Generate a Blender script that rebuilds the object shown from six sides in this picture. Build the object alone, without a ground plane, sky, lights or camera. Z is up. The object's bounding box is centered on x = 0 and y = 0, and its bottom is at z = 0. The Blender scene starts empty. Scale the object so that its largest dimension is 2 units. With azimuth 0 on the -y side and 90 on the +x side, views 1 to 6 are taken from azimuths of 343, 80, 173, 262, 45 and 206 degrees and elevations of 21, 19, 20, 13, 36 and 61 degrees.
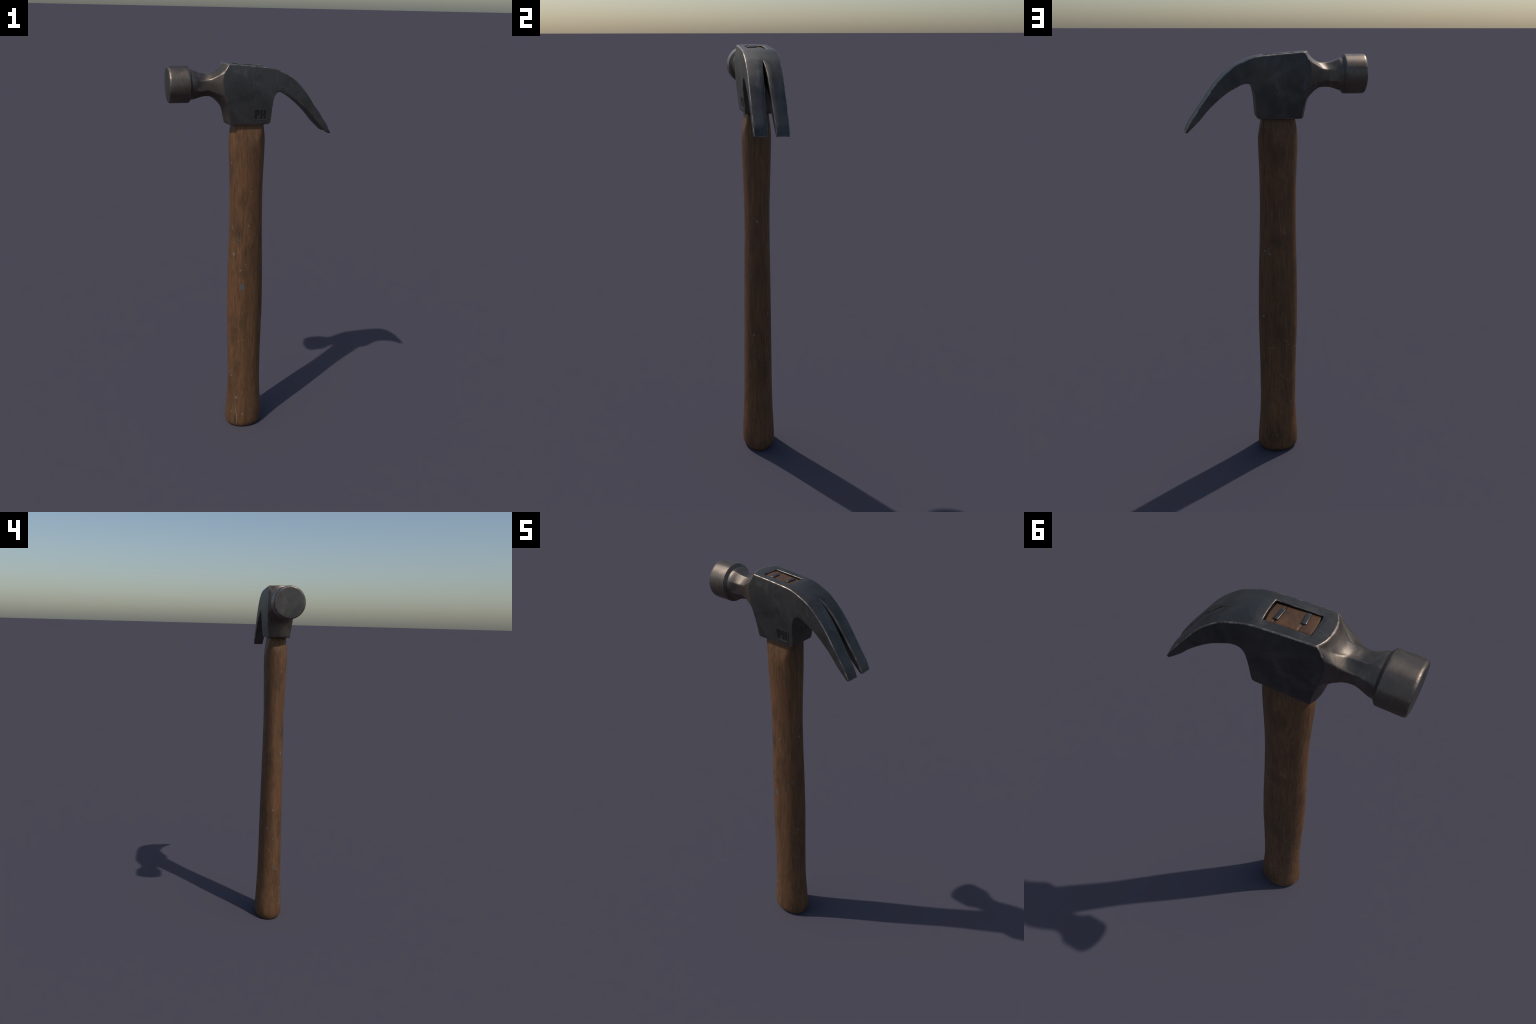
"""Old claw hammer: forged dark-steel head on a stained wooden handle.
x: striking face at -x, claw at +x.   z: up the handle.   y: across the cheeks."""
import bpy, bmesh, math, random
from mathutils import Vector, Matrix

random.seed(7)
YC = 0.0            # the head's middle plane
HX, HY = -0.0138, 0.0003   # the handle's axis


# ------------------------------------------------------------------ helpers
def lerp(a, b, t):
    return a + (b - a) * t


def interp(x, table):
    """piecewise-linear look-up in a list of (x, value)"""
    if x <= table[0][0]:
        return table[0][1]
    for (a, va), (b, vb) in zip(table, table[1:]):
        if x <= b:
            return lerp(va, vb, (x - a) / (b - a))
    return table[-1][1]


def smooth_interp(x, table):
    """monotone cubic look-up (no overshoot) in a list of (x, value)"""
    n = len(table)
    if x <= table[0][0]:
        return table[0][1]
    if x >= table[-1][0]:
        return table[-1][1]
    d = [(table[i + 1][1] - table[i][1]) / (table[i + 1][0] - table[i][0]) for i in range(n - 1)]
    m = [d[0]] + [0 if d[i - 1] * d[i] <= 0 else 2 * d[i - 1] * d[i] / (d[i - 1] + d[i])
                  for i in range(1, n - 1)] + [d[-1]]
    for i in range(n - 1):
        if x <= table[i + 1][0]:
            h = table[i + 1][0] - table[i][0]
            t = (x - table[i][0]) / h
            return ((2 * t**3 - 3 * t**2 + 1) * table[i][1] + (t**3 - 2 * t**2 + t) * h * m[i]
                    + (-2 * t**3 + 3 * t**2) * table[i + 1][1] + (t**3 - t**2) * h * m[i + 1])


def catmull(pts, u):
    """point at parameter u on a smooth curve through a list of points"""
    n = len(pts)
    i = min(int(u), n - 2)
    t = u - i
    p0, p1, p2, p3 = (Vector(pts[max(i - 1, 0)]), Vector(pts[i]), Vector(pts[i + 1]), Vector(pts[min(i + 2, n - 1)]))
    return 0.5 * (2 * p1 + (p2 - p0) * t + (2 * p0 - 5 * p1 + 4 * p2 - p3) * t * t
                  + (3 * p1 - p0 - 3 * p2 + p3) * t ** 3)


def link(ob, parent=None):
    bpy.context.scene.collection.objects.link(ob)
    if parent:
        ob.parent = parent
    return ob


def mesh_object(name, verts, faces, mats, parent=None, smooth=True):
    me = bpy.data.meshes.new(name)
    me.from_pydata([tuple(v) for v in verts], [], faces)
    me.update()
    for m in mats:
        me.materials.append(m)
    if smooth:
        me.shade_smooth()
    return link(bpy.data.objects.new(name, me), parent)


# ---------------------------------------------------------------- materials
class Graph:
    def __init__(self, name):
        self.mat = bpy.data.materials.new(name)
        self.mat.use_nodes = True
        self.nt = self.mat.node_tree
        self.bsdf = next(n for n in self.nt.nodes if n.type == 'BSDF_PRINCIPLED')
        self.pos = self.add('ShaderNodeTexCoord').outputs['Object']

    def add(self, kind, **kw):
        n = self.nt.nodes.new(kind)
        for k, v in kw.items():
            setattr(n, k, v)
        return n

    def put(self, socket, value):
        if isinstance(value, bpy.types.NodeSocket):
            self.nt.links.new(value, socket)
        else:
            if socket.type == 'RGBA' and len(value) == 3:
                value = (*value, 1.0)
            socket.default_value = value

    def math(self, op, a, b=0.0, clamp=False):
        n = self.add('ShaderNodeMath', operation=op, use_clamp=clamp)
        self.put(n.inputs[0], a)
        self.put(n.inputs[1], b)
        return n.outputs[0]

    def mapping(self, vec, loc=(0, 0, 0), rot=(0, 0, 0), scale=(1, 1, 1), kind='POINT'):
        n = self.add('ShaderNodeMapping', vector_type=kind)
        self.put(n.inputs['Vector'], vec)
        self.put(n.inputs['Location'], loc)
        self.put(n.inputs['Rotation'], rot)
        self.put(n.inputs['Scale'], scale)
        return n.outputs[0]

    def noise(self, scale, detail=4.0, rough=0.55, vec=None, distort=0.0, stretch=None, colour=False):
        n = self.add('ShaderNodeTexNoise')
        v = vec or self.pos
        if stretch:
            v = self.mapping(v, scale=stretch)
        self.put(n.inputs['Vector'], v)
        self.put(n.inputs['Scale'], scale)
        self.put(n.inputs['Detail'], detail)
        self.put(n.inputs['Roughness'], rough)
        self.put(n.inputs['Distortion'], distort)
        return n.outputs['Color' if colour else 'Fac']

    def ramp(self, fac, stops, mode='LINEAR'):
        n = self.add('ShaderNodeValToRGB')
        n.color_ramp.interpolation = mode
        el = n.color_ramp.elements
        while len(el) < len(stops):
            el.new(0.5)
        for e, (p, c) in zip(el, stops):
            e.position = p
            e.color = (c, c, c, 1) if isinstance(c, (int, float)) else (*c, 1)
        self.put(n.inputs[0], fac)
        return n.outputs[0]

    def mix(self, fac, a, b, mode='MIX'):
        n = self.add('ShaderNodeMix', data_type='RGBA', blend_type=mode)
        self.put(n.inputs[0], fac)
        self.put(n.inputs[6], a)
        self.put(n.inputs[7], b)
        return n.outputs[2]

    def blot(self, vec, loc, rot, size, edge=0.25):
        """soft-edged ellipsoid mask: 1 inside, 0 outside"""
        v = self.mapping(vec, loc, rot, size, 'TEXTURE')
        n = self.add('ShaderNodeVectorMath', operation='LENGTH')
        self.put(n.inputs[0], v)
        r = self.add('ShaderNodeMapRange')
        self.put(r.inputs[0], n.outputs['Value'])
        r.inputs[1].default_value = 1.0
        r.inputs[2].default_value = 1.0 - edge
        return r.outputs[0]

    def gather(self, vec, makers):
        """largest of many masks, evaluated one after another: each maker takes the position
        socket, which carries a vanishing trace of the mask so far to keep them in sequence"""
        total = None
        for make in makers:
            v = vec
            if total is not None:
                n = self.add('ShaderNodeVectorMath', operation='MULTIPLY_ADD')
                self.put(n.inputs[0], total)
                n.inputs[1].default_value = (1e-7, 1e-7, 1e-7)
                self.put(n.inputs[2], vec)
                v = n.outputs[0]
            m = make(v)
            total = m if total is None else self.math('MAXIMUM', total, m)
        return total

    def wobble(self, scale, amount):
        """object position pushed about by noise, for ragged outlines"""
        c = self.noise(scale, 2.0, colour=True)
        s = self.add('ShaderNodeVectorMath', operation='SUBTRACT')
        self.put(s.inputs[0], c)
        s.inputs[1].default_value = (0.5, 0.5, 0.5)
        k = self.add('ShaderNodeVectorMath', operation='SCALE')
        self.put(k.inputs[0], s.outputs[0])
        k.inputs['Scale'].default_value = amount
        a = self.add('ShaderNodeVectorMath', operation='ADD')
        self.put(a.inputs[0], self.pos)
        self.put(a.inputs[1], k.outputs[0])
        return a.outputs[0]

    def bump(self, height, strength, dist=0.002):
        n = self.add('ShaderNodeBump')
        n.inputs['Strength'].default_value = strength
        n.inputs['Distance'].default_value = dist
        self.put(n.inputs['Height'], height)
        self.put(self.bsdf.inputs['Normal'], n.outputs[0])

    def finish(self, colour, rough, metal=0.0, spec=0.5):
        self.put(self.bsdf.inputs['Base Color'], colour)
        self.put(self.bsdf.inputs['Roughness'], rough)
        self.put(self.bsdf.inputs['Metallic'], metal)
        self.put(self.bsdf.inputs['Specular IOR Level'], spec)
        return self.mat


TEAL = (0.060, 0.125, 0.140)
CHALK = (0.20, 0.19, 0.19)


def steel(name, dark, light, rough, specks=()):
    """dark forged steel with cloudy patches, smears, pits and a few paint specks"""
    g = Graph(name)
    cloud = g.noise(9.0, 6.0, 0.6, distort=0.6)
    smear = g.noise(22.0, 5.0, 0.65, stretch=(1.0, 1.0, 0.45), distort=1.2)
    grain = g.noise(260.0, 3.0, 0.6)
    col = g.ramp(cloud, [(0.32, dark), (0.72, light)])
    col = g.mix(g.ramp(smear, [(0.54, 0.0), (0.72, 0.55)]), col, tuple(c * 1.35 for c in light))
    warm = g.noise(5.0, 3.0)
    col = g.mix(g.ramp(warm, [(0.5, 0.0), (0.75, 0.35)]), col,
                (light[0] * 1.15, light[1] * 0.95, light[2] * 0.78))
    pits = g.ramp(g.noise(120.0, 2.0, 0.5), [(0.25, 1.0), (0.31, 0.0)])
    col = g.mix(g.math('MULTIPLY', pits, 0.6), col, tuple(c * 0.4 for c in dark))
    metal = 0.9
    if specks:
        v = g.wobble(90.0, 0.006)
        m = g.gather(v, [lambda u, p=p, s=s: g.blot(u, p, (0, 0, 0), (s, s, s * 1.2)) for p, s in specks])
        col = g.mix(g.math('MULTIPLY', m, 0.8), col, (0.08, 0.14, 0.16))
    r = g.math('ADD', g.math('MULTIPLY', smear, 0.14), g.math('MULTIPLY', grain, 0.10))
    r = g.math('ADD', r, rough - 0.12)
    g.bump(g.math('ADD', g.math('MULTIPLY', cloud, 1.0), g.math('MULTIPLY', grain, 0.15)), 0.25)
    return g.finish(col, r, metal)


def worn_steel(name, base, bare):
    """steel rubbed bare along an edge, patchily"""
    g = Graph(name)
    patch = g.noise(34.0, 5.0, 0.65)
    col = g.mix(g.ramp(patch, [(0.40, 0.0), (0.62, 1.0)]), base, bare)
    g.bump(g.noise(160.0, 3.0), 0.25)
    return g.finish(col, g.ramp(patch, [(0.3, 0.52), (0.7, 0.40)]), 0.9)


# paint specks on the handle: (angle round it in degrees, height, size)
TEAL_SPECKS = [(-124, 1.129, .0057), (-40, .961, .0085), (-109, .872, .0110), (-111, .858, .0080),
               (-113, .734, .0050), (-146, .662, .0032), (-110, .484, .0052), (-162, .343, .0058),
               (-165, .130, .0040), (-84, .119, .0050), (-67, .889, .0036), (-34, .662, .0045),
               (5, .524, .0061), (12, .337, .0068), (25, .343, .0035), (16, .129, .0043),
               (98, 1.310, .0038), (62, 1.263, .0038), (129, .590, .0055), (89, .311, .0053),
               (113, .175, .0036), (-178, .525, .0060), (-172, .337, .0062)]
CHALK_SPECKS = [(-160, 1.526, .0051), (-90, 1.205, .0052), (-142, 1.050, .0079), (-100, .996, .0037),
                (-116, .964, .0048), (-117, .899, .0037), (-126, .197, .0070), (-153, .325, .0050),
                (-143, .101, .0042), (-104, .091, .0055), (-10, 1.231, .0056), (43, 1.102, .0064),
                (60, 1.090, .0067), (55, 1.115, .0043), (37, .765, .0072), (-28, .660, .0065),
                (66, 1.282, .0042), (130, .666, .0041), (117, .611, .0046), (131, .285, .0048),
                (96, .234, .0043), (81, .101, .0044), (178, .708, .0048), (150, .590, .0065)]
# scratches: (angle, height) at one end, the same at the other
SCRATCHES = [(-159, 1.212, -140, 1.166), (-108, 1.174, -68, 1.106), (-125, .714, -94, .730),
             (-130, .646, -114, .609), (-136, .543, -93, .561), (-80, .604, -67, .582),
             (10, .590, 52, .536), (87, 1.214, 118, 1.180), (74, 1.358, 90, 1.329),
             (44, .590, 88, .608), (83, .462, 124, .408), (98, .656, 113, .625),
             (141, .488, 179, .429), (171, 1.286, 188, 1.243)]

# long drying cracks that lean across the grain, given the same way
CRACKS = [(-115, 1.628, -120, 1.543), (-109, 1.393, -122, 1.281), (-131, 1.100, -135, 1.004),
          (-142, 1.427, -147, 1.352), (-115, .857, -118, .774), (-127, .635, -141, .582),
          (-129, .523, -142, .430), (-100, .468, -107, .295), (-107, .295, -116, .197),
          (47, 1.540, 38, 1.460), (64, 1.463, 46, 1.351), (90, 1.491, 86, 1.425),
          (57, .408, 46, .208), (49, .567, 40, .506)]

# half-sizes of the handle's oval section along its height
HALF_X = [(0, .0895), (.006, .0945), (.018, .1000), (.035, .1030), (.06, .1030), (.09, .1010), (.15, .0968),
          (.215, .0925), (.31, .0900), (.40, .0900), (.58, .0925), (.75, .0957), (.83, .0950),
          (1.0, .0917), (1.1, .0886), (1.2, .0863), (1.3, .0848), (1.38, .0845), (1.45, .0855),
          (1.52, .0875), (1.60, .0897), (1.66, .0905), (1.80, .0905)]
HALF_Y = [(0, .0670), (.006, .0720), (.018, .0775), (.035, .0805), (.06, .0808), (.12, .0785), (.21, .0745),
          (.30, .0715), (.39, .0697), (.48, .0685), (.57, .0673), (.65, .0661), (.73, .0650),
          (.81, .0640), (1.0, .0612), (1.1, .0597), (1.2, .0590), (1.28, .0590), (1.36, .0606),
          (1.46, .0632), (1.57, .0653), (1.64, .0657), (1.80, .0657)]


def on_handle(deg, z):
    a = math.radians(deg)
    return Vector((HX + smooth_interp(z, HALF_X) * math.cos(a), HY + smooth_interp(z, HALF_Y) * math.sin(a), z))


def wood(name, handle=True):
    g = Graph(name)
    flow = g.wobble(3.5, 0.05)
    broad = g.noise(14.0, 3.0, 0.5, vec=flow, stretch=(1.0, 1.0, 0.12))
    fibre = g.noise(110.0, 5.0, 0.65, vec=flow, stretch=(1.0, 1.0, 0.05))
    hair = g.noise(330.0, 3.0, 0.6, vec=flow, stretch=(1.0, 1.0, 0.03))
    col = g.ramp(broad, [(0.30, (0.124, 0.059, 0.025)), (0.47, (0.182, 0.087, 0.036)),
                         (0.60, (0.208, 0.095, 0.040)), (0.75, (0.262, 0.137, 0.058))])
    col = g.mix(g.ramp(fibre, [(0.34, 0.68), (0.60, 0.0)]), col, (0.080, 0.041, 0.018))
    col = g.mix(g.ramp(hair, [(0.30, 0.75), (0.54, 0.0)]), col, (0.066, 0.034, 0.015))
    # red-brown and olive stains, grime
    col = g.mix(g.ramp(g.noise(6.0, 4.0, 0.6, stretch=(1, 1, 0.4)), [(0.5, 0.0), (0.72, 0.5)]),
                col, (0.205, 0.080, 0.036))
    col = g.mix(g.ramp(g.noise(10.0, 5.0, 0.65, stretch=(1, 1, 0.5)), [(0.51, 0.0), (0.68, 0.72)]),
                col, (0.070, 0.038, 0.018))
    # long thin cracks that follow the grain
    lean = g.mapping(flow, rot=(0, math.radians(-3.5), 0), scale=(1.0, 1.0, 0.035))
    n = g.noise(55.0, 1.5, 0.5, vec=lean)
    crack = g.math('SUBTRACT', 1.0, g.math('MULTIPLY', g.math('ABSOLUTE', g.math('SUBTRACT', n, 0.5)), 95.0), clamp=True)
    gate = g.ramp(g.noise(7.0, 2.0, 0.5, stretch=(1.6, 1.6, 0.6)), [(0.50, 0.0), (0.60, 1.0)])
    crack = g.math('MULTIPLY', crack, gate)
    col = g.mix(g.math('MULTIPLY', crack, 0.75), col, (0.030, 0.016, 0.010))
    if not handle:      # end grain, darkened by oil and dirt
        dirt = g.noise(28.0, 4.0, 0.6, stretch=(1.0, 0.4, 1.0))
        col = g.mix(g.ramp(dirt, [(0.35, 0.85), (0.65, 0.25)]), col, (0.055, 0.031, 0.020))
    rough = g.ramp(fibre, [(0.3, 0.68), (0.7, 0.56)])
    if handle:
        # splintered pale patch at the foot of the front
        foot = g.blot(g.wobble(14.0, 0.03), (on_handle(-128, .06)), (0, 0, 0), (.023, .05, .120), 0.7)
        strip = g.noise(120.0, 2.0, 0.5, stretch=(1.0, 0.6, 0.10))
        pale = g.ramp(strip, [(0.40, (0.070, 0.042, 0.020)), (0.52, (0.16, 0.088, 0.040)), (0.64, (0.30, 0.185, 0.090))])
        col = g.mix(g.math('MULTIPLY', foot, 0.9), col, pale)
        ragged = g.wobble(170.0, 0.016)
        sway = g.wobble(60.0, 0.004)

        def stroke(u, a0, z0, a1, z1, thick):
            """mask of a thin line drawn on the handle between two places"""
            p, q = on_handle(a0, z0), on_handle(a1, z1)
            mid = on_handle((a0 + a1) / 2, (z0 + z1) / 2)
            out = Vector((mid.x - HX, mid.y - HY, 0)).normalized()
            xa = (q - p).normalized()
            za = out.cross(xa).normalized()
            e = Matrix((xa, za.cross(xa), za)).transposed().to_euler()
            sag = ((p + q) / 2 - mid).length + 0.004
            ln = g.mapping(u, mid, tuple(e), ((q - p).length / 2, sag * 2, thick), 'TEXTURE')
            v = g.add('ShaderNodeVectorMath', operation='LENGTH')
            g.put(v.inputs[0], ln)
            r = g.add('ShaderNodeMapRange')
            g.put(r.inputs[0], v.outputs['Value'])
            r.inputs[1].default_value, r.inputs[2].default_value = 1.0, 0.4
            return r.outputs[0]
        lines = g.gather(sway, [lambda u, k=k: stroke(u, *k, .0016) for k in SCRATCHES])
        splits = g.gather(sway, [lambda u, k=k: stroke(u, *k, .0017) for k in CRACKS])
        col = g.mix(g.math('MULTIPLY', splits, 0.75), col, (0.028, 0.016, 0.010))
        broken = g.ramp(g.noise(60.0, 2.0), [(0.38, 0.1), (0.55, 0.6)])
        col = g.mix(g.math('MULTIPLY', lines, broken), col, (0.40, 0.28, 0.17))
        for specks, paint in ((CHALK_SPECKS, CHALK), (TEAL_SPECKS, TEAL)):
            m = g.gather(ragged, [lambda u, a=a, z=z, s=s: g.blot(u, on_handle(a, z), (0, 0, 0), (s, s, s * 1.15))
                                  for a, z, s in specks])
            col = g.mix(g.math('MULTIPLY', m, 0.7), col, paint)
        # scattered finer flecks
        vor = g.add('ShaderNodeTexVoronoi')
        g.put(vor.inputs['Vector'], g.pos)
        g.put(vor.inputs['Scale'], 26.0)
        near = g.math('LESS_THAN', vor.outputs['Distance'], 0.075)
        sep = g.add('ShaderNodeSeparateColor')
        g.put(sep.inputs[0], vor.outputs['Color'])
        fleck = g.math('MULTIPLY', near, g.math('GREATER_THAN', sep.outputs[0], 0.72))
        col = g.mix(g.math('MULTIPLY', fleck, 0.7), col,
                    g.mix(g.math('GREATER_THAN', sep.outputs[1], 0.5), CHALK, TEAL))
    h = g.math('SUBTRACT', g.math('ADD', g.math('MULTIPLY', fibre, 0.5), g.math('MULTIPLY', hair, 0.35)),
               g.math('MULTIPLY', crack, 0.8))
    g.bump(h, 0.30)
    return g.finish(col, rough, 0.0, 0.35)


HEAD_SPECKS = [((-.073, -.072, 1.806), .006), ((.02, .075, 1.92), .004), ((.30, .05, 1.81), .007),
               ((.332, .045, 1.772), .004), ((.10, .04, 1.80), .003)]
POLL_SPECKS = [((-.335, -.06, 1.84), .004), ((-.385, .06, 1.955), .006), ((-.38, .082, 1.88), .004),
               ((-.37, -.075, 1.86), .003)]
STEEL = steel('dark_steel', (0.072, 0.069, 0.065), (0.132, 0.125, 0.116), 0.52, HEAD_SPECKS)
POLISH = steel('rubbed_steel', (0.105, 0.089, 0.076), (0.200, 0.164, 0.135), 0.48, POLL_SPECKS)
WORN = worn_steel('worn_steel_edge', (0.14, 0.115, 0.098), (0.47, 0.37, 0.30))
POLL_RIM = worn_steel('worn_poll_rim', (0.13, 0.108, 0.09), (0.28, 0.22, 0.18))
WEDGE = steel('wedge_steel', (0.06, 0.06, 0.06), (0.11, 0.105, 0.10), 0.55)
WEDGE_EDGE = worn_steel('wedge_edge', (0.07, 0.065, 0.06), (0.22, 0.185, 0.16))
PALE_FRAME = steel('frame_steel', (0.13, 0.125, 0.12), (0.21, 0.20, 0.185), 0.5)
DARKEST = steel('darkest_steel', (0.030, 0.031, 0.030), (0.058, 0.057, 0.054), 0.6)
DARK_LINE = steel('dark_line_steel', (0.055, 0.055, 0.054), (0.10, 0.098, 0.095), 0.6)
HANDLE_WOOD = wood('stained_wood')
END_WOOD = wood('end_grain_wood', handle=False)

# --------------------------------------------------------------------- root
root = link(bpy.data.objects.new('claw_hammer', None))
root['label'] = 'old claw hammer with dark steel head and worn brown wooden handle'
root['category'] = 'hammer'

# ------------------------------------------------------------- hammer head
# side outline as pairs (upper edge, lower edge), from the cheek's front to the claw tip
PAIRS = [((-.121, 1.998), (-.111, 1.7160)), ((-.088, 1.9955), (-.085, 1.7158)), ((-.040, 1.992), (-.040, 1.7158)),
         ((.010, 1.9875), (.020, 1.7158)), ((.057, 1.9830), (.064, 1.7158)), ((.066, 1.982), (.0790, 1.7190)),
         ((.074, 1.981), (.0862, 1.7305)), ((.086, 1.979), (.0905, 1.790)), ((.097, 1.976), (.0955, 1.826)),
         ((.107, 1.973), (.1005, 1.847)), ((.118, 1.9695), (.109, 1.8605)), ((.131, 1.964), (.120, 1.867)),
         ((.146, 1.9575), (.132, 1.868)), ((.162, 1.9500), (.150, 1.864)), ((.178, 1.9415), (.172, 1.853)),
         ((.200, 1.9260), (.1865, 1.8455)), ((.2215, 1.9075), (.2010, 1.8370)), ((.250, 1.880), (.2195, 1.8255)), ((.280, 1.844), (.251, 1.8005)),
         ((.310, 1.802), (.281, 1.774)), ((.335, 1.767), (.308, 1.7465)), ((.360, 1.732), (.334, 1.7158)),
         ((.382, 1.700), (.361, 1.690)), ((.3985, 1.6660), (.3885, 1.6640))]
SUB = 4
# parameter of each grid column along the outline; extra narrow columns beside the hard ends
PAR = sorted([i / SUB for i in range(SUB * (len(PAIRS) - 1) + 1)] + [0.09, len(PAIRS) - 1.38, len(PAIRS) - 1.12])
UP = [catmull([p[0] for p in PAIRS], u) for u in PAR]
LOW = [catmull([p[1] for p in PAIRS], u) for u in PAR]
NC = len(PAR)
C_POCKET0, C_POCKET1, C_SLOT = PAR.index(1), PAR.index(4), PAR.index(14)
# half-width of the cheeks by height; the claw keeps one width
CHEEK_W = [(1.715, .0608), (1.75, .0645), (1.80, .0700), (1.85, .0735), (1.90, .0752), (1.94, .0745), (1.97, .0722), (2.0, .0690)]
# the front edge of the cheek, where the neck begins: x by height
CHEEK_X = [(1.716, -.111), (1.76, -.1165), (1.80, -.1235), (1.845, -.1350), (1.888, -.1460), (1.92, -.1515),
           (1.945, -.1480), (1.965, -.1395), (1.985, -.1280), (1.998, -.1190)]
TOP_ARC = [(0, -.1400), (.35, -.1390), (.65, -.1335), (.85, -.1265), (1.0, -.1190)]   # x by |across|
LOW_MID_X, LOW_MID_Z = -.1285, 1.7205
SLOT = [(.178, 0), (.19, .0018), (.20, .0028), (.22, .0048), (.25, .0070), (.28, .0083), (.31, .0105), (.34, .0122),
        (.37, .0142), (.40, .0158)]
ACROSS = [-1, -.86, -.61, -.3, 0, .3, .61, .86, 1]      # grid lines over the top
FACET = [0, .09, .30, .5, .70, .91, 1]                  # grid lines within one facet of the side
# rows of the side, bottom to top: lower chamfer facet, flat facet, upper chamfer facet
Z_SPLIT = [0, .47, .855, 1]
ROWS = []
for k in range(3):
    ROWS += [lerp(Z_SPLIT[k], Z_SPLIT[k + 1], f) for f in FACET[:-1]]
ROWS.append(1.0)
NR, NA = len(ROWS), len(ACROSS)
EDGE = .0036            # size of the rounding on hard edges


def half_width(x, z):
    t = min(max((x - .05) / .12, 0), 1)
    t = t * t * (3 - 2 * t)
    return lerp(smooth_interp(z, CHEEK_W), .0728, t)


def edge_at(c):
    return min(EDGE, .24 * (UP[c] - LOW[c]).length)


def nose(c):
    """how far the prong tips are rounded in, 0 to 1"""
    q = max(0, (PAR[c] - (len(PAIRS) - 1.75)) / .75)
    return q * q


def gap(c):
    return smooth_interp(UP[c].x, SLOT) + .0025 * nose(c) if c > C_SLOT else 0.0


def outline_point(c, v):
    """(x, z) on the side outline of column c, v = 0 lower edge .. 1 upper edge"""
    p = LOW[c].lerp(UP[c], v)
    x, z = p.x, p.y
    if PAR[c] < 2:      # let the first columns follow the curved front edge
        x += (smooth_interp(z, CHEEK_X) - LOW[0].lerp(UP[0], v).x) * (1 - PAR[c] / 2)
    return x, z


def side_point(c, r, s):
    """point of the cheek or claw side; s = -1 front, +1 back"""
    e = edge_at(c) / (UP[c] - LOW[c]).length
    x, z = outline_point(c, lerp(e, 1 - e, ROWS[r]))
    return Vector((x, YC + s * (half_width(x, z) - .003 * nose(c)), z))


def across_x(c, a, top):
    """x of the upper or lower surface; its front end is an arc, the eye's ends bow slightly"""
    x, _ = outline_point(c, 1 if top else 0)
    k = abs(a)
    if PAR[c] <= 1:
        x0 = smooth_interp(k, TOP_ARC) if top else lerp(LOW_MID_X, CHEEK_X[0][1], k * k)
        x1, _ = outline_point(C_POCKET0, 1 if top else 0)
        if top:
            x1 -= .0045 * (1 - k * k)
        x = lerp(x0, x1, PAR[c])
    elif top and c == C_POCKET1:
        x += .003 * (1 - k * k)
    return x


def strip_point(c, a, top, half=0):
    """point of the upper or lower surface; a across in -1..1, half picks a prong"""
    s = -1 if (a < 0 or (a == 0 and half < 0)) else 1
    xe, ze = outline_point(c, 1 if top else 0)
    e = edge_at(c)
    w = half_width(xe, ze) - e - .003 * nose(c)
    g = gap(c) + (min(e, .6 * gap(c)) if c > C_SLOT else 0)
    y = s * (g + (w - g) * abs(a))
    k = abs(a)
    fade = max(0, 1 - PAR[c])
    z = lerp(ze, lerp(2.0 if top else LOW_MID_Z, ze, k * k), fade)
    x = across_x(c, a, top)
    if top:        # the upper surface is slightly crowned
        n = (UP[c] - LOW[c]).normalized() * (.0034 * (1 - k * k) * min(max((PAR[c] - 1.5) / 3, 0), 1))
        x, z = x + n.x, z + n.y
    return Vector((x, YC + y, z))


def rounding_point(c, s, top):
    """middle of the rounded edge between a side and the upper or lower surface"""
    a = side_point(c, NR - 1 if top else 0, s)
    b = strip_point(c, s, top)
    x, z = outline_point(c, 1 if top else 0)
    corner = Vector((x, YC + s * (half_width(x, z) - .003 * nose(c)), z))
    return (a + b) / 2 * .6 + corner * .4


def wall_point(c, t, h):
    """inner wall of the nail slot, t = 0 bottom .. 1 top"""
    th = (UP[c] - LOW[c]).length
    e = min(edge_at(c), .6 * gap(c)) / th
    x, z = outline_point(c, lerp(e, 1 - e, t))
    return Vector((x, YC + h * gap(c), z))


bm = bmesh.new()
region = bm.faces.layers.int.new('region')
CHEEK, CLAW, NECK, POLL = 0, 1, 2, 3
PLAIN, RUBBED, BARE, RIM = 0, 1, 2, 3
cache = {}


def V(p):
    key = (round(p.x, 5), round(p.y, 5), round(p.z, 5))
    if key not in cache:
        cache[key] = bm.verts.new(p)
    return cache[key]


def face(points, tag, mat=0):
    vs = []
    for p in points:
        v = V(p)
        if v not in vs:
            vs.append(v)
    if len(vs) < 3 or bm.faces.get(vs):
        return
    f = bm.faces.new(vs)
    f[region] = tag
    f.material_index = mat


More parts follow.
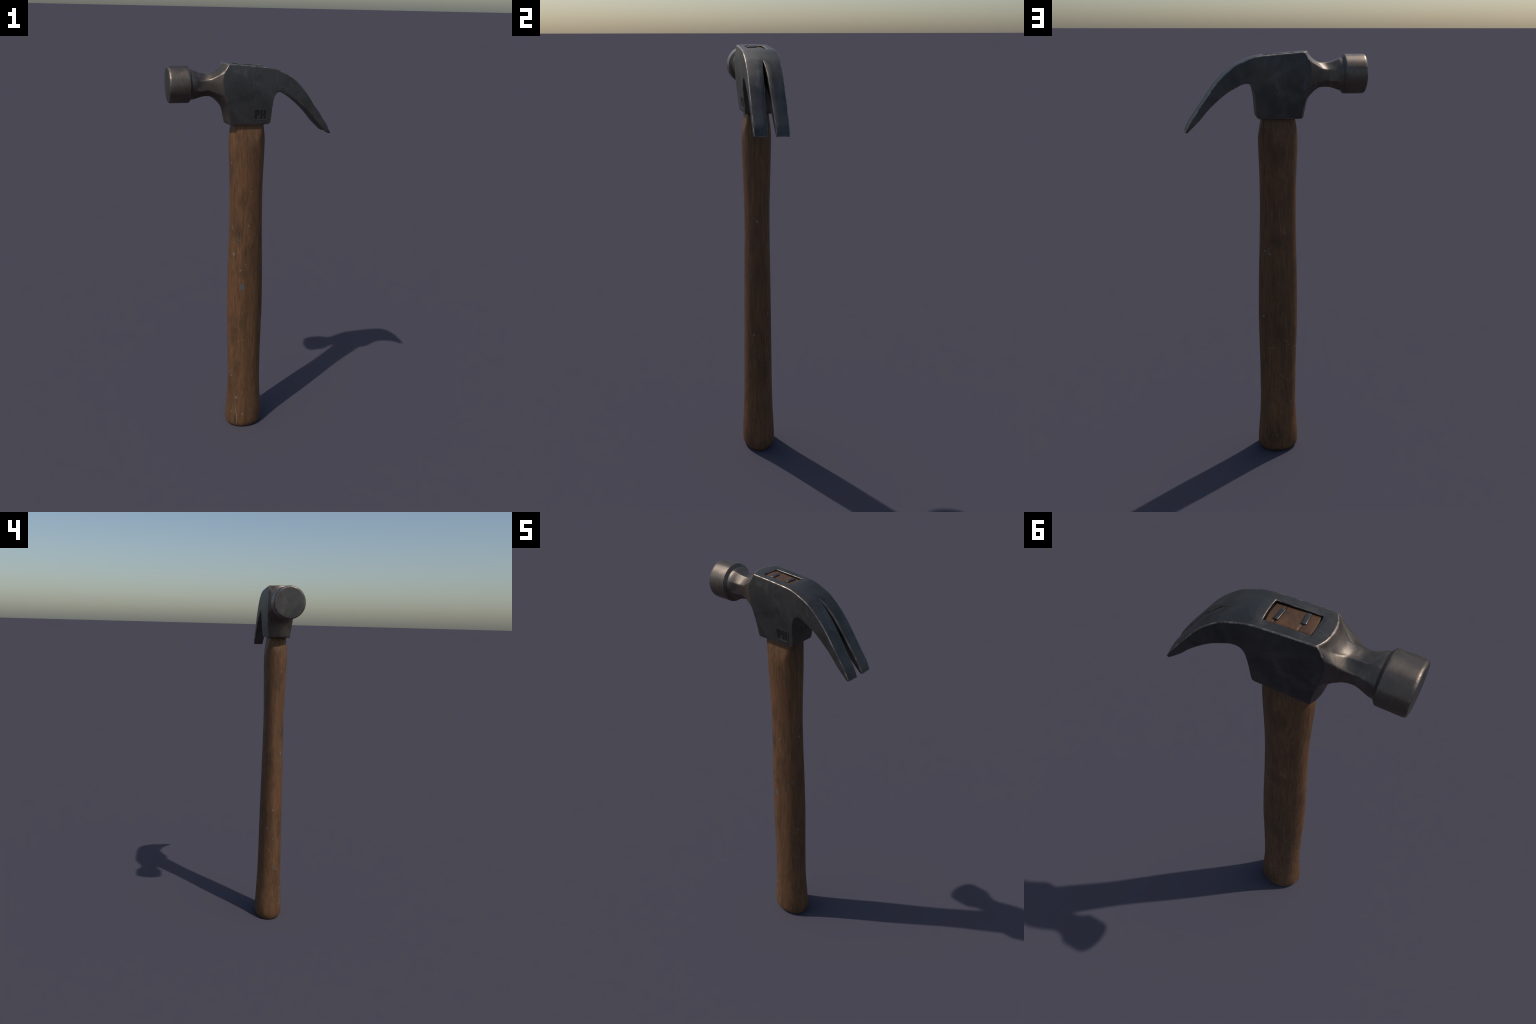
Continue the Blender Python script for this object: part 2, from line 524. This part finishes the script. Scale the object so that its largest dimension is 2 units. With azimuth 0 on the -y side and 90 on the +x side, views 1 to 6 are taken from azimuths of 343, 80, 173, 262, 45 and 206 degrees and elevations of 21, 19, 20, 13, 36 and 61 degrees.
for c in range(NC - 1):
    d = c + 1
    tg = CLAW if PAR[c] >= 10 else CHEEK
    end_mat = BARE if d == NC - 1 else PLAIN
    for s in (-1, 1):
        for r in range(NR - 1):
            face([side_point(c, r, s), side_point(d, r, s), side_point(d, r + 1, s), side_point(c, r + 1, s)], tg,
                 BARE if (c == 0 and r > 13) else end_mat)
        for top in (True, False):
            r = NR - 1 if top else 0
            face([side_point(c, r, s), side_point(d, r, s), rounding_point(d, s, top), rounding_point(c, s, top)], tg, BARE)
            face([rounding_point(c, s, top), rounding_point(d, s, top), strip_point(d, s, top), strip_point(c, s, top)], tg, BARE)
    for j in range(NA - 1):
        h = -1 if ACROSS[j + 1] <= 0 else 1
        a0, a1 = ACROSS[j], ACROSS[j + 1]
        for top in (True, False):
            if top and C_POCKET0 <= c < C_POCKET1 and 2 <= j <= 5:
                continue        # the eye
            face([strip_point(c, a0, top, h), strip_point(d, a0, top, h), strip_point(d, a1, top, h),
                  strip_point(c, a1, top, h)], tg, BARE if (c == 0 and top) else end_mat)
    if c >= C_SLOT:      # the two inner walls of the nail slot, with rounded lips
        for h in (-1, 1):
            for k in range(4):
                face([wall_point(c, k / 4, h), wall_point(c, (k + 1) / 4, h), wall_point(d, (k + 1) / 4, h),
                      wall_point(d, k / 4, h)], tg)
            for top in (True, False):
                t = 1 if top else 0
                face([wall_point(c, t, h), wall_point(d, t, h), strip_point(d, 0, top, h), strip_point(c, 0, top, h)],
                     tg, RIM)
# blunt ends of the two prongs
c = NC - 1
for h in (-1, 1):
    upper = sorted((a for a in ACROSS if a * h >= 0), key=abs)
    face([strip_point(c, a, True, h) for a in upper] + [rounding_point(c, h, True)]
         + [side_point(c, r, h) for r in range(NR - 1, -1, -1)] + [rounding_point(c, h, False)]
         + [strip_point(c, a, False, h) for a in upper[::-1]]
         + [wall_point(c, k / 4, h) for k in range(5)], CLAW, BARE)
# rim and walls of the eye that the handle comes up through
rim = ([strip_point(cc, -.61, True) for cc in range(C_POCKET0, C_POCKET1 + 1)]
       + [strip_point(C_POCKET1, a, True) for a in (-.3, 0, .3)]
       + [strip_point(cc, .61, True) for cc in range(C_POCKET1, C_POCKET0 - 1, -1)]
       + [strip_point(C_POCKET0, a, True) for a in (.3, 0, -.3)])
mx = sum(p.x for p in rim) / len(rim)


def sunk(p, inward, down):
    dx = -inward if p.x > .05 else (inward if p.x < -.08 else 0)
    return p + Vector((dx, -math.copysign(inward, p.y - YC) if abs(p.y - YC) > .035 else 0, -down))


for p, q in zip(rim, rim[1:] + rim[:1]):
    face([q, p, sunk(p, .0018, .0022), sunk(q, .0018, .0022)], CHEEK, BARE)
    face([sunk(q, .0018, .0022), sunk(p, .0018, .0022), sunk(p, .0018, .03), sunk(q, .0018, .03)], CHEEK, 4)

# ---- neck: eight hollow facets flowing from the cheek's front to the collar
N_TOP = [(-.140, 2.000), (-.159, 1.9765), (-.184, 1.9575), (-.205, 1.9515), (-.225, 1.9510), (-.257, 1.9555), (-.280, 1.9640), (-.295, 1.9720)]
N_LOW = [(-.1285, 1.7205), (-.138, 1.760), (-.147, 1.7955), (-.168, 1.823), (-.188, 1.8395), (-.206, 1.8475),
         (-.231, 1.849), (-.262, 1.844), (-.280, 1.838), (-.295, 1.831)]
CZ = 1.902
# half-width, ridge positions across and ridge heights, from the cheek (0) to the collar (1)
N_W = [(0, .0745), (.12, .0685), (.28, .0605), (.45, .0530), (.58, .0510), (.76, .0550), (.90, .0610), (1, .0670)]
N_TOPY = [(0, .0655), (.12, .0510), (.28, .0370), (.42, .0255), (.58, .0220), (.8, .0245), (1, .0300)]
N_LOWY = [(0, .0575), (.12, .0480), (.28, .0370), (.42, .0255), (.58, .0220), (.8, .0245), (1, .0300)]
N_SU = [(0, 1.956), (.12, 1.950), (.25, 1.940), (.42, 1.9275), (.6, 1.9225), (.8, 1.9255), (1, 1.931)]
N_SL = [(0, 1.8485), (.12, 1.857), (.25, 1.866), (.42, 1.8755), (.6, 1.8785), (.8, 1.875), (1, 1.8725)]
COLLAR_X, COLLAR_R, R_POLL = -.2925, .0700, .0847


def facet_ring(t):
    """eight-sided ring as (y, z): front side up, over the top, back side down, along the bottom"""
    w = smooth_interp(t, N_W)
    tz = smooth_interp(-lerp(-.140, COLLAR_X, t), [(-x, z) for x, z in N_TOP])
    lz = smooth_interp(-lerp(LOW_MID_X, COLLAR_X, t), [(-x, z) for x, z in N_LOW])
    corner = [(smooth_interp(t, N_LOWY), lz), (w, smooth_interp(t, N_SL)), (w, smooth_interp(t, N_SU)),
              (smooth_interp(t, N_TOPY), tz)]

    def between(i, f):
        return (lerp(corner[i][0], corner[i + 1][0], f), lerp(corner[i][1], corner[i + 1][1], f))
    side = []
    for k in range(3):
        for f in FACET[:-1]:
            side.append(between(k, f))
    side[0] = between(0, .05)
    side.append(between(2, .95))
    for i in (6, 12):        # ease the ridge lines a little so they are not knife-sharp
        m = ((side[i - 1][0] + side[i + 1][0]) / 2, (side[i - 1][1] + side[i + 1][1]) / 2)
        side[i] = (lerp(side[i][0], m[0], .30), lerp(side[i][1], m[1], .30))

    def cap(i):
        y, z = corner[i]
        return [(a * .94 * y, z) for a in ACROSS]

    def knee(i, near):
        y, z = corner[i]
        m = ((near[0] + .94 * y) / 2, (near[1] + z) / 2)
        return (lerp(y, m[0], .30), lerp(z, m[1], .30))
    kt, kb = knee(3, side[-1]), knee(0, side[0])
    return ([(-y, z) for y, z in side] + [(-kt[0], kt[1])] + cap(3) + [kt] + side[::-1] + [kb] + cap(0)[::-1]
            + [(-kb[0], kb[1])])


start = ([side_point(0, r, -1) for r in range(NR)] + [rounding_point(0, -1, True)]
         + [strip_point(0, a, True) for a in ACROSS] + [rounding_point(0, 1, True)]
         + [side_point(0, r, 1) for r in range(NR - 1, -1, -1)] + [rounding_point(0, 1, False)]
         + [strip_point(0, a, False) for a in ACROSS[::-1]] + [rounding_point(0, -1, False)])
ring0 = facet_ring(0)
N = len(start)


def neck_ring(t):
    out = []
    keep = max(0.0, 1 - t / .35) ** 2                 # how far the cheek's own outline still shows
    circ = min(max((t - .70) / .30, 0), 1) ** 2.0     # how far the round collar shows
    for p0, (y0, z0), (y, z) in zip(start, ring0, facet_ring(t)):
        a = math.atan2(z - CZ, y)
        yy = lerp(y, COLLAR_R * math.cos(a), circ) + keep * (p0.y - YC - y0)
        zz = lerp(z, CZ + COLLAR_R * math.sin(a), circ) + keep * (p0.z - z0)
        out.append(Vector((lerp(p0.x, COLLAR_X, t), YC + yy, zz)))
    return out


def soften(ring, t):
    """the ridges only rise out of the metal some way from the cheek"""
    for _ in range(int(6 * max(0, min(t / .10, 1, (.34 - t) / .20)))):
        new = list(ring)
        for mid in (NR, NR + NA + 1, 2 * NR + NA + 2, N - 1):
            for o in range(-4, 5):
                k = (mid + o) % N
                new[k] = ring[k] * .5 + (ring[k - 1] + ring[(k + 1) % N]) * .25
        ring = new
    return ring


steps = [0, .022] + [.06 + .94 * i / 30 for i in range(31)]
rings = [start] + [soften(neck_ring(t), t) for t in steps[1:]]
kinds = [(NECK, BARE)] + [(NECK, RUBBED)] * (len(steps) - 2)
# ---- poll: collar step, barrel and striking face
angles = [math.atan2(p.z - CZ, p.y - YC) for p in rings[-1]]
for x, r, mat in [(-.2935, .0708, RUBBED), (-.3035, .0833, RUBBED), (-.3050, .0842, RIM), (-.3068, R_POLL, RIM), (-.312, R_POLL, RUBBED),
                  (-.335, R_POLL, RUBBED), (-.365, R_POLL, RUBBED), (-.386, R_POLL, RUBBED), (-.3905, .0843, RUBBED),
                  (-.3950, .0832, RIM), (-.3980, .0808, RIM), (-.3993, .0785, RIM), (-.3999, .0750, RIM),
                  (-.4000, .0690, PLAIN), (-.4000, .0450, PLAIN), (-.4000, .0200, PLAIN)]:
    rings.append([Vector((x, YC + r * math.cos(a), CZ + r * math.sin(a))) for a in angles])
    kinds.append((POLL, mat))
for i in range(len(rings) - 1):
    for j in range(N):
        k = (j + 1) % N
        tag, mat = kinds[i]
        if tag == NECK and mat == BARE and not 15 <= j < 34:
            mat = RUBBED
        on_ridge = min(j, 2 * NR + NA + 1 - 1 - j) in (5, 6, 11, 12, 18, 19)      # upper ridge strips, given paler steel to draw their highlights
        if tag == NECK and mat == RUBBED and on_ridge and .2 < steps[i] < .75:
            mat = RIM
        face([rings[i][j], rings[i + 1][j], rings[i + 1][k], rings[i][k]], tag, mat)
face(rings[-1], POLL, PLAIN)

bmesh.ops.recalc_face_normals(bm, faces=bm.faces)
for f in bm.faces:
    f.smooth = True
print('open edges in head:', sum(1 for e in bm.edges if len(e.link_faces) != 2))

whole_mesh = bpy.data.meshes.new('whole_head')
bm.to_mesh(whole_mesh)
bm.free()
HEAD_MATS = (STEEL, POLISH, WORN, POLL_RIM, DARKEST)
for m in HEAD_MATS:
    whole_mesh.materials.append(m)
whole = link(bpy.data.objects.new('whole_head', whole_mesh))
mod = whole.modifiers.new('weighted', 'WEIGHTED_NORMAL')
mod.weight = 60
deps = bpy.context.evaluated_depsgraph_get()
done = bpy.data.meshes.new_from_object(whole.evaluated_get(deps))
bpy.data.objects.remove(whole)

corner_n = [tuple(v.vector) for v in done.corner_normals]
tag_layer = done.attributes['region'].data
head = link(bpy.data.objects.new('hammer_head', None), root)
pieces = {}
for tag, name in ((CHEEK, 'cheek_block'), (CLAW, 'claw'), (NECK, 'neck'), (POLL, 'striking_poll')):
    remap, verts, faces, normals, mats = {}, [], [], [], []
    for poly in done.polygons:
        if tag_layer[poly.index].value != tag:
            continue
        fc = []
        for li in poly.loop_indices:
            vi = done.loops[li].vertex_index
            if vi not in remap:
                remap[vi] = len(verts)
                verts.append(done.vertices[vi].co.copy())
            fc.append(remap[vi])
            normals.append(corner_n[li])
        faces.append(fc)
        mats.append(poly.material_index)
    ob = mesh_object(name, verts, faces, HEAD_MATS, head)
    ob.data.polygons.foreach_set('material_index', mats)
    ob.data.normals_split_custom_set(normals)
    pieces[tag] = ob

# --------------------------------------------------------- maker's stamp
# two letters as thin dark plates on the front cheek inside a rounded frame
SX0, SX1, SZ0, SZ1 = -.004, .070, 1.735, 1.793


def cheek_y(x, z):
    return YC - half_width(x, z)


def plate(name, outline_quads, depth, mat, parent):
    """thin inlay that hugs the cheek: quads in (x, z)"""
    verts, faces = [], []
    for q in outline_quads:
        b = len(verts)
        for x, z in q:
            verts.append((x, cheek_y(x, z) - depth, z))
        for x, z in q:
            verts.append((x, cheek_y(x, z) + .002, z))
        faces.append([b, b + 1, b + 2, b + 3])
        for i in range(4):
            j = (i + 1) % 4
            faces.append([b + j, b + i, b + 4 + i, b + 4 + j])
    return mesh_object(name, verts, faces, (mat,), parent, smooth=False)


def rect(x0, x1, z0, z1):
    return [(x0, z0), (x1, z0), (x1, z1), (x0, z1)]


L0, L1, M0, M1, B0, B1 = .0055, .0300, .0345, .0600, 1.7425, 1.7865
# letter with a stem and a closed bowl
bars = [rect(L0, L0 + .0105, B0, B1)]
mid = B0 + (B1 - B0) * .42
bx, bz, ro, ri = L0 + .0105, (B1 + mid) / 2, (B1 - mid) / 2, (B1 - mid) / 2 - .0085
for i in range(10):
    a0, a1 = math.pi / 2 - math.pi * i / 10, math.pi / 2 - math.pi * (i + 1) / 10
    wx = (L1 - bx) / ro

    def arc(r, a):
        return (bx + r * wx * math.cos(a), bz + r * math.sin(a))
    bars.append([arc(ri, a0), arc(ri, a1), arc(ro, a1), arc(ro, a0)])
plate('stamped_letter', bars, .0004, DARKEST, pieces[CHEEK])
bars = [rect(M0, M0 + .0100, B0, B1), rect(M1 - .0100, M1, B0, B1),
        rect(M0 + .0100, M1 - .0100, 1.7610, 1.7690)]
plate('stamped_letter', bars, .0004, DARKEST, pieces[CHEEK])


def frame_path(inset, rad, steps=6):
    pts = []
    for cx, cz, a0 in ((SX1 - inset - rad, SZ1 - inset - rad, 0), (SX0 + inset + rad, SZ1 - inset - rad, 90),
                       (SX0 + inset + rad, SZ0 + inset + rad, 180), (SX1 - inset - rad, SZ0 + inset + rad, 270)):
        for k in range(steps + 1):
            a = math.radians(a0 + 90 * k / steps)
            pts.append((cx + rad * math.cos(a), cz + rad * math.sin(a)))
    return pts


def frame(name, in0, in1, depth, mat):
    o, i = frame_path(in0, .012), frame_path(in1, .012 - (in1 - in0))
    m = len(o)
    return plate(name, [[o[k], o[(k + 1) % m], i[(k + 1) % m], i[k]] for k in range(m)], depth, mat, pieces[CHEEK])


frame('stamp_frame', .0000, .0018, .0004, DARK_LINE)
frame('stamp_frame', .0022, .0044, .0012, PALE_FRAME)

# ------------------------------------------------------------------ handle
def soft_min(a, b, k=.005):
    h = max(k - abs(a - b), 0) / k
    return min(a, b) - h * h * k / 4


SEG = 144
levels = ([0, .003, .006, .012, .018, .026, .035] + [.045 + .0125 * i for i in range(124)]
          + [1.594 + .004 * i for i in range(33)] + [1.74])
verts, faces = [], []
for z in levels:
    hx, hy = smooth_interp(z, HALF_X), smooth_interp(z, HALF_Y)
    # near the head four flats are pared down to fit the eye
    cut_x = .0905 - .0160 * (z - 1.635) / .070
    cut_y = .0660 - .0180 * (z - 1.615) / .090
    p = 2.0 + .15 * min(max((z - 1.3) / .3, 0), 1)
    for k in range(SEG):
        a = 2 * math.pi * k / SEG
        ca, sa = math.cos(a), math.sin(a)
        x = hx * math.copysign(abs(ca) ** (2 / p), ca)
        y = hy * math.copysign(abs(sa) ** (2 / p), sa)
        if z > 1.58:
            x = math.copysign(soft_min(abs(x), cut_x), x)
            y = math.copysign(soft_min(abs(y), cut_y), y)
        verts.append((HX + x, HY + y, z))
for i in range(len(levels) - 1):
    for k in range(SEG):
        j = (k + 1) % SEG
        faces.append([i * SEG + k, i * SEG + j, (i + 1) * SEG + j, (i + 1) * SEG + k])
faces.append(list(range(SEG))[::-1])
faces.append([(len(levels) - 1) * SEG + k for k in range(SEG)])
handle = mesh_object('handle', verts, faces, (HANDLE_WOOD,), root)
handle.data.polygons[-1].use_smooth = False
handle.data.polygons[-2].use_smooth = False

# top of the handle, seen in the eye: three strips parted by the wedge kerfs
kerfs = [(-.0835, -.0835), (-.0535, -.0475), (.0205, .0305), (.0535, .0535)]   # x at front, x at back
HALF_EYE = .0368
EYE_DEPTH = .0015
for (f0, b0), (f1, b1) in zip(kerfs, kerfs[1:]):
    e = .0008
    bulge0 = -.004 if f0 < -.08 else 0
    bulge1 = .003 if f1 > .05 else 0
    verts, faces = [], []
    nx, ny = 8, 10
    for layer in (0, 1):
        for iy in range(ny + 1):
            t = iy / ny
            y = lerp(-HALF_EYE, HALF_EYE, t)
            bow = 1 - (2 * t - 1) ** 2
            xa = lerp(f0, b0, t) + bulge0 * bow + e
            xb = lerp(f1, b1, t) + bulge1 * bow - e
            for ix in range(nx + 1):
                x = lerp(xa, xb, ix / nx)
                crown = .0015 * (1 - (2 * t - 1) ** 4)
                edge = -.0005 if ix in (0, nx) or iy in (0, ny) else 0
                z = 1.9915 - (x + .088) * .094 - EYE_DEPTH + crown + edge
                verts.append((x, YC + y, z if layer else 1.955))
    st = (nx + 1) * (ny + 1)
    for iy in range(ny):
        for ix in range(nx):
            a = st + iy * (nx + 1) + ix
            faces.append([a, a + 1, a + nx + 2, a + nx + 1])
    edge_loop = ([ix for ix in range(nx)] + [nx + iy * (nx + 1) for iy in range(ny)]
                 + [ny * (nx + 1) + ix for ix in range(nx, 0, -1)] + [iy * (nx + 1) for iy in range(ny, 0, -1)])
    for a, b in zip(edge_loop, edge_loop[1:] + edge_loop[:1]):
        faces.append([a, b, b + st, a + st])
    mesh_object('handle_top', verts, faces, (END_WOOD,), handle)

# steel wedges driven into the kerfs
for cx, cy, length, width, slope in ((.0250, .001, .043, .0180, .11), (-.0510, -.012, .042, .0185, -.05)):
    wb = bmesh.new()
    bmesh.ops.create_cube(wb, size=1.0)
    for v in wb.verts:
        v.co = Vector((v.co.x * width * (0.9 if v.co.z > 0 else 1.0), v.co.y * length, v.co.z * .024))
    bmesh.ops.bevel(wb, geom=wb.edges[:], offset=.0022, segments=3, profile=.5, affect='EDGES', material=1)
    me = bpy.data.meshes.new('wedge')
    wb.to_mesh(me)
    wb.free()
    me.materials.append(WEDGE)
    me.materials.append(WEDGE_EDGE)
    me.shade_smooth()
    top = 1.9915 - (cx + .088) * .094 - EYE_DEPTH
    me.transform(Matrix.Translation((cx, YC + cy, top - .0058)) @ Matrix.Rotation(-math.atan(slope), 4, 'Z')
                 @ Matrix.Rotation(math.radians(5), 4, 'Y'))
    link(bpy.data.objects.new('wedge', me), handle)
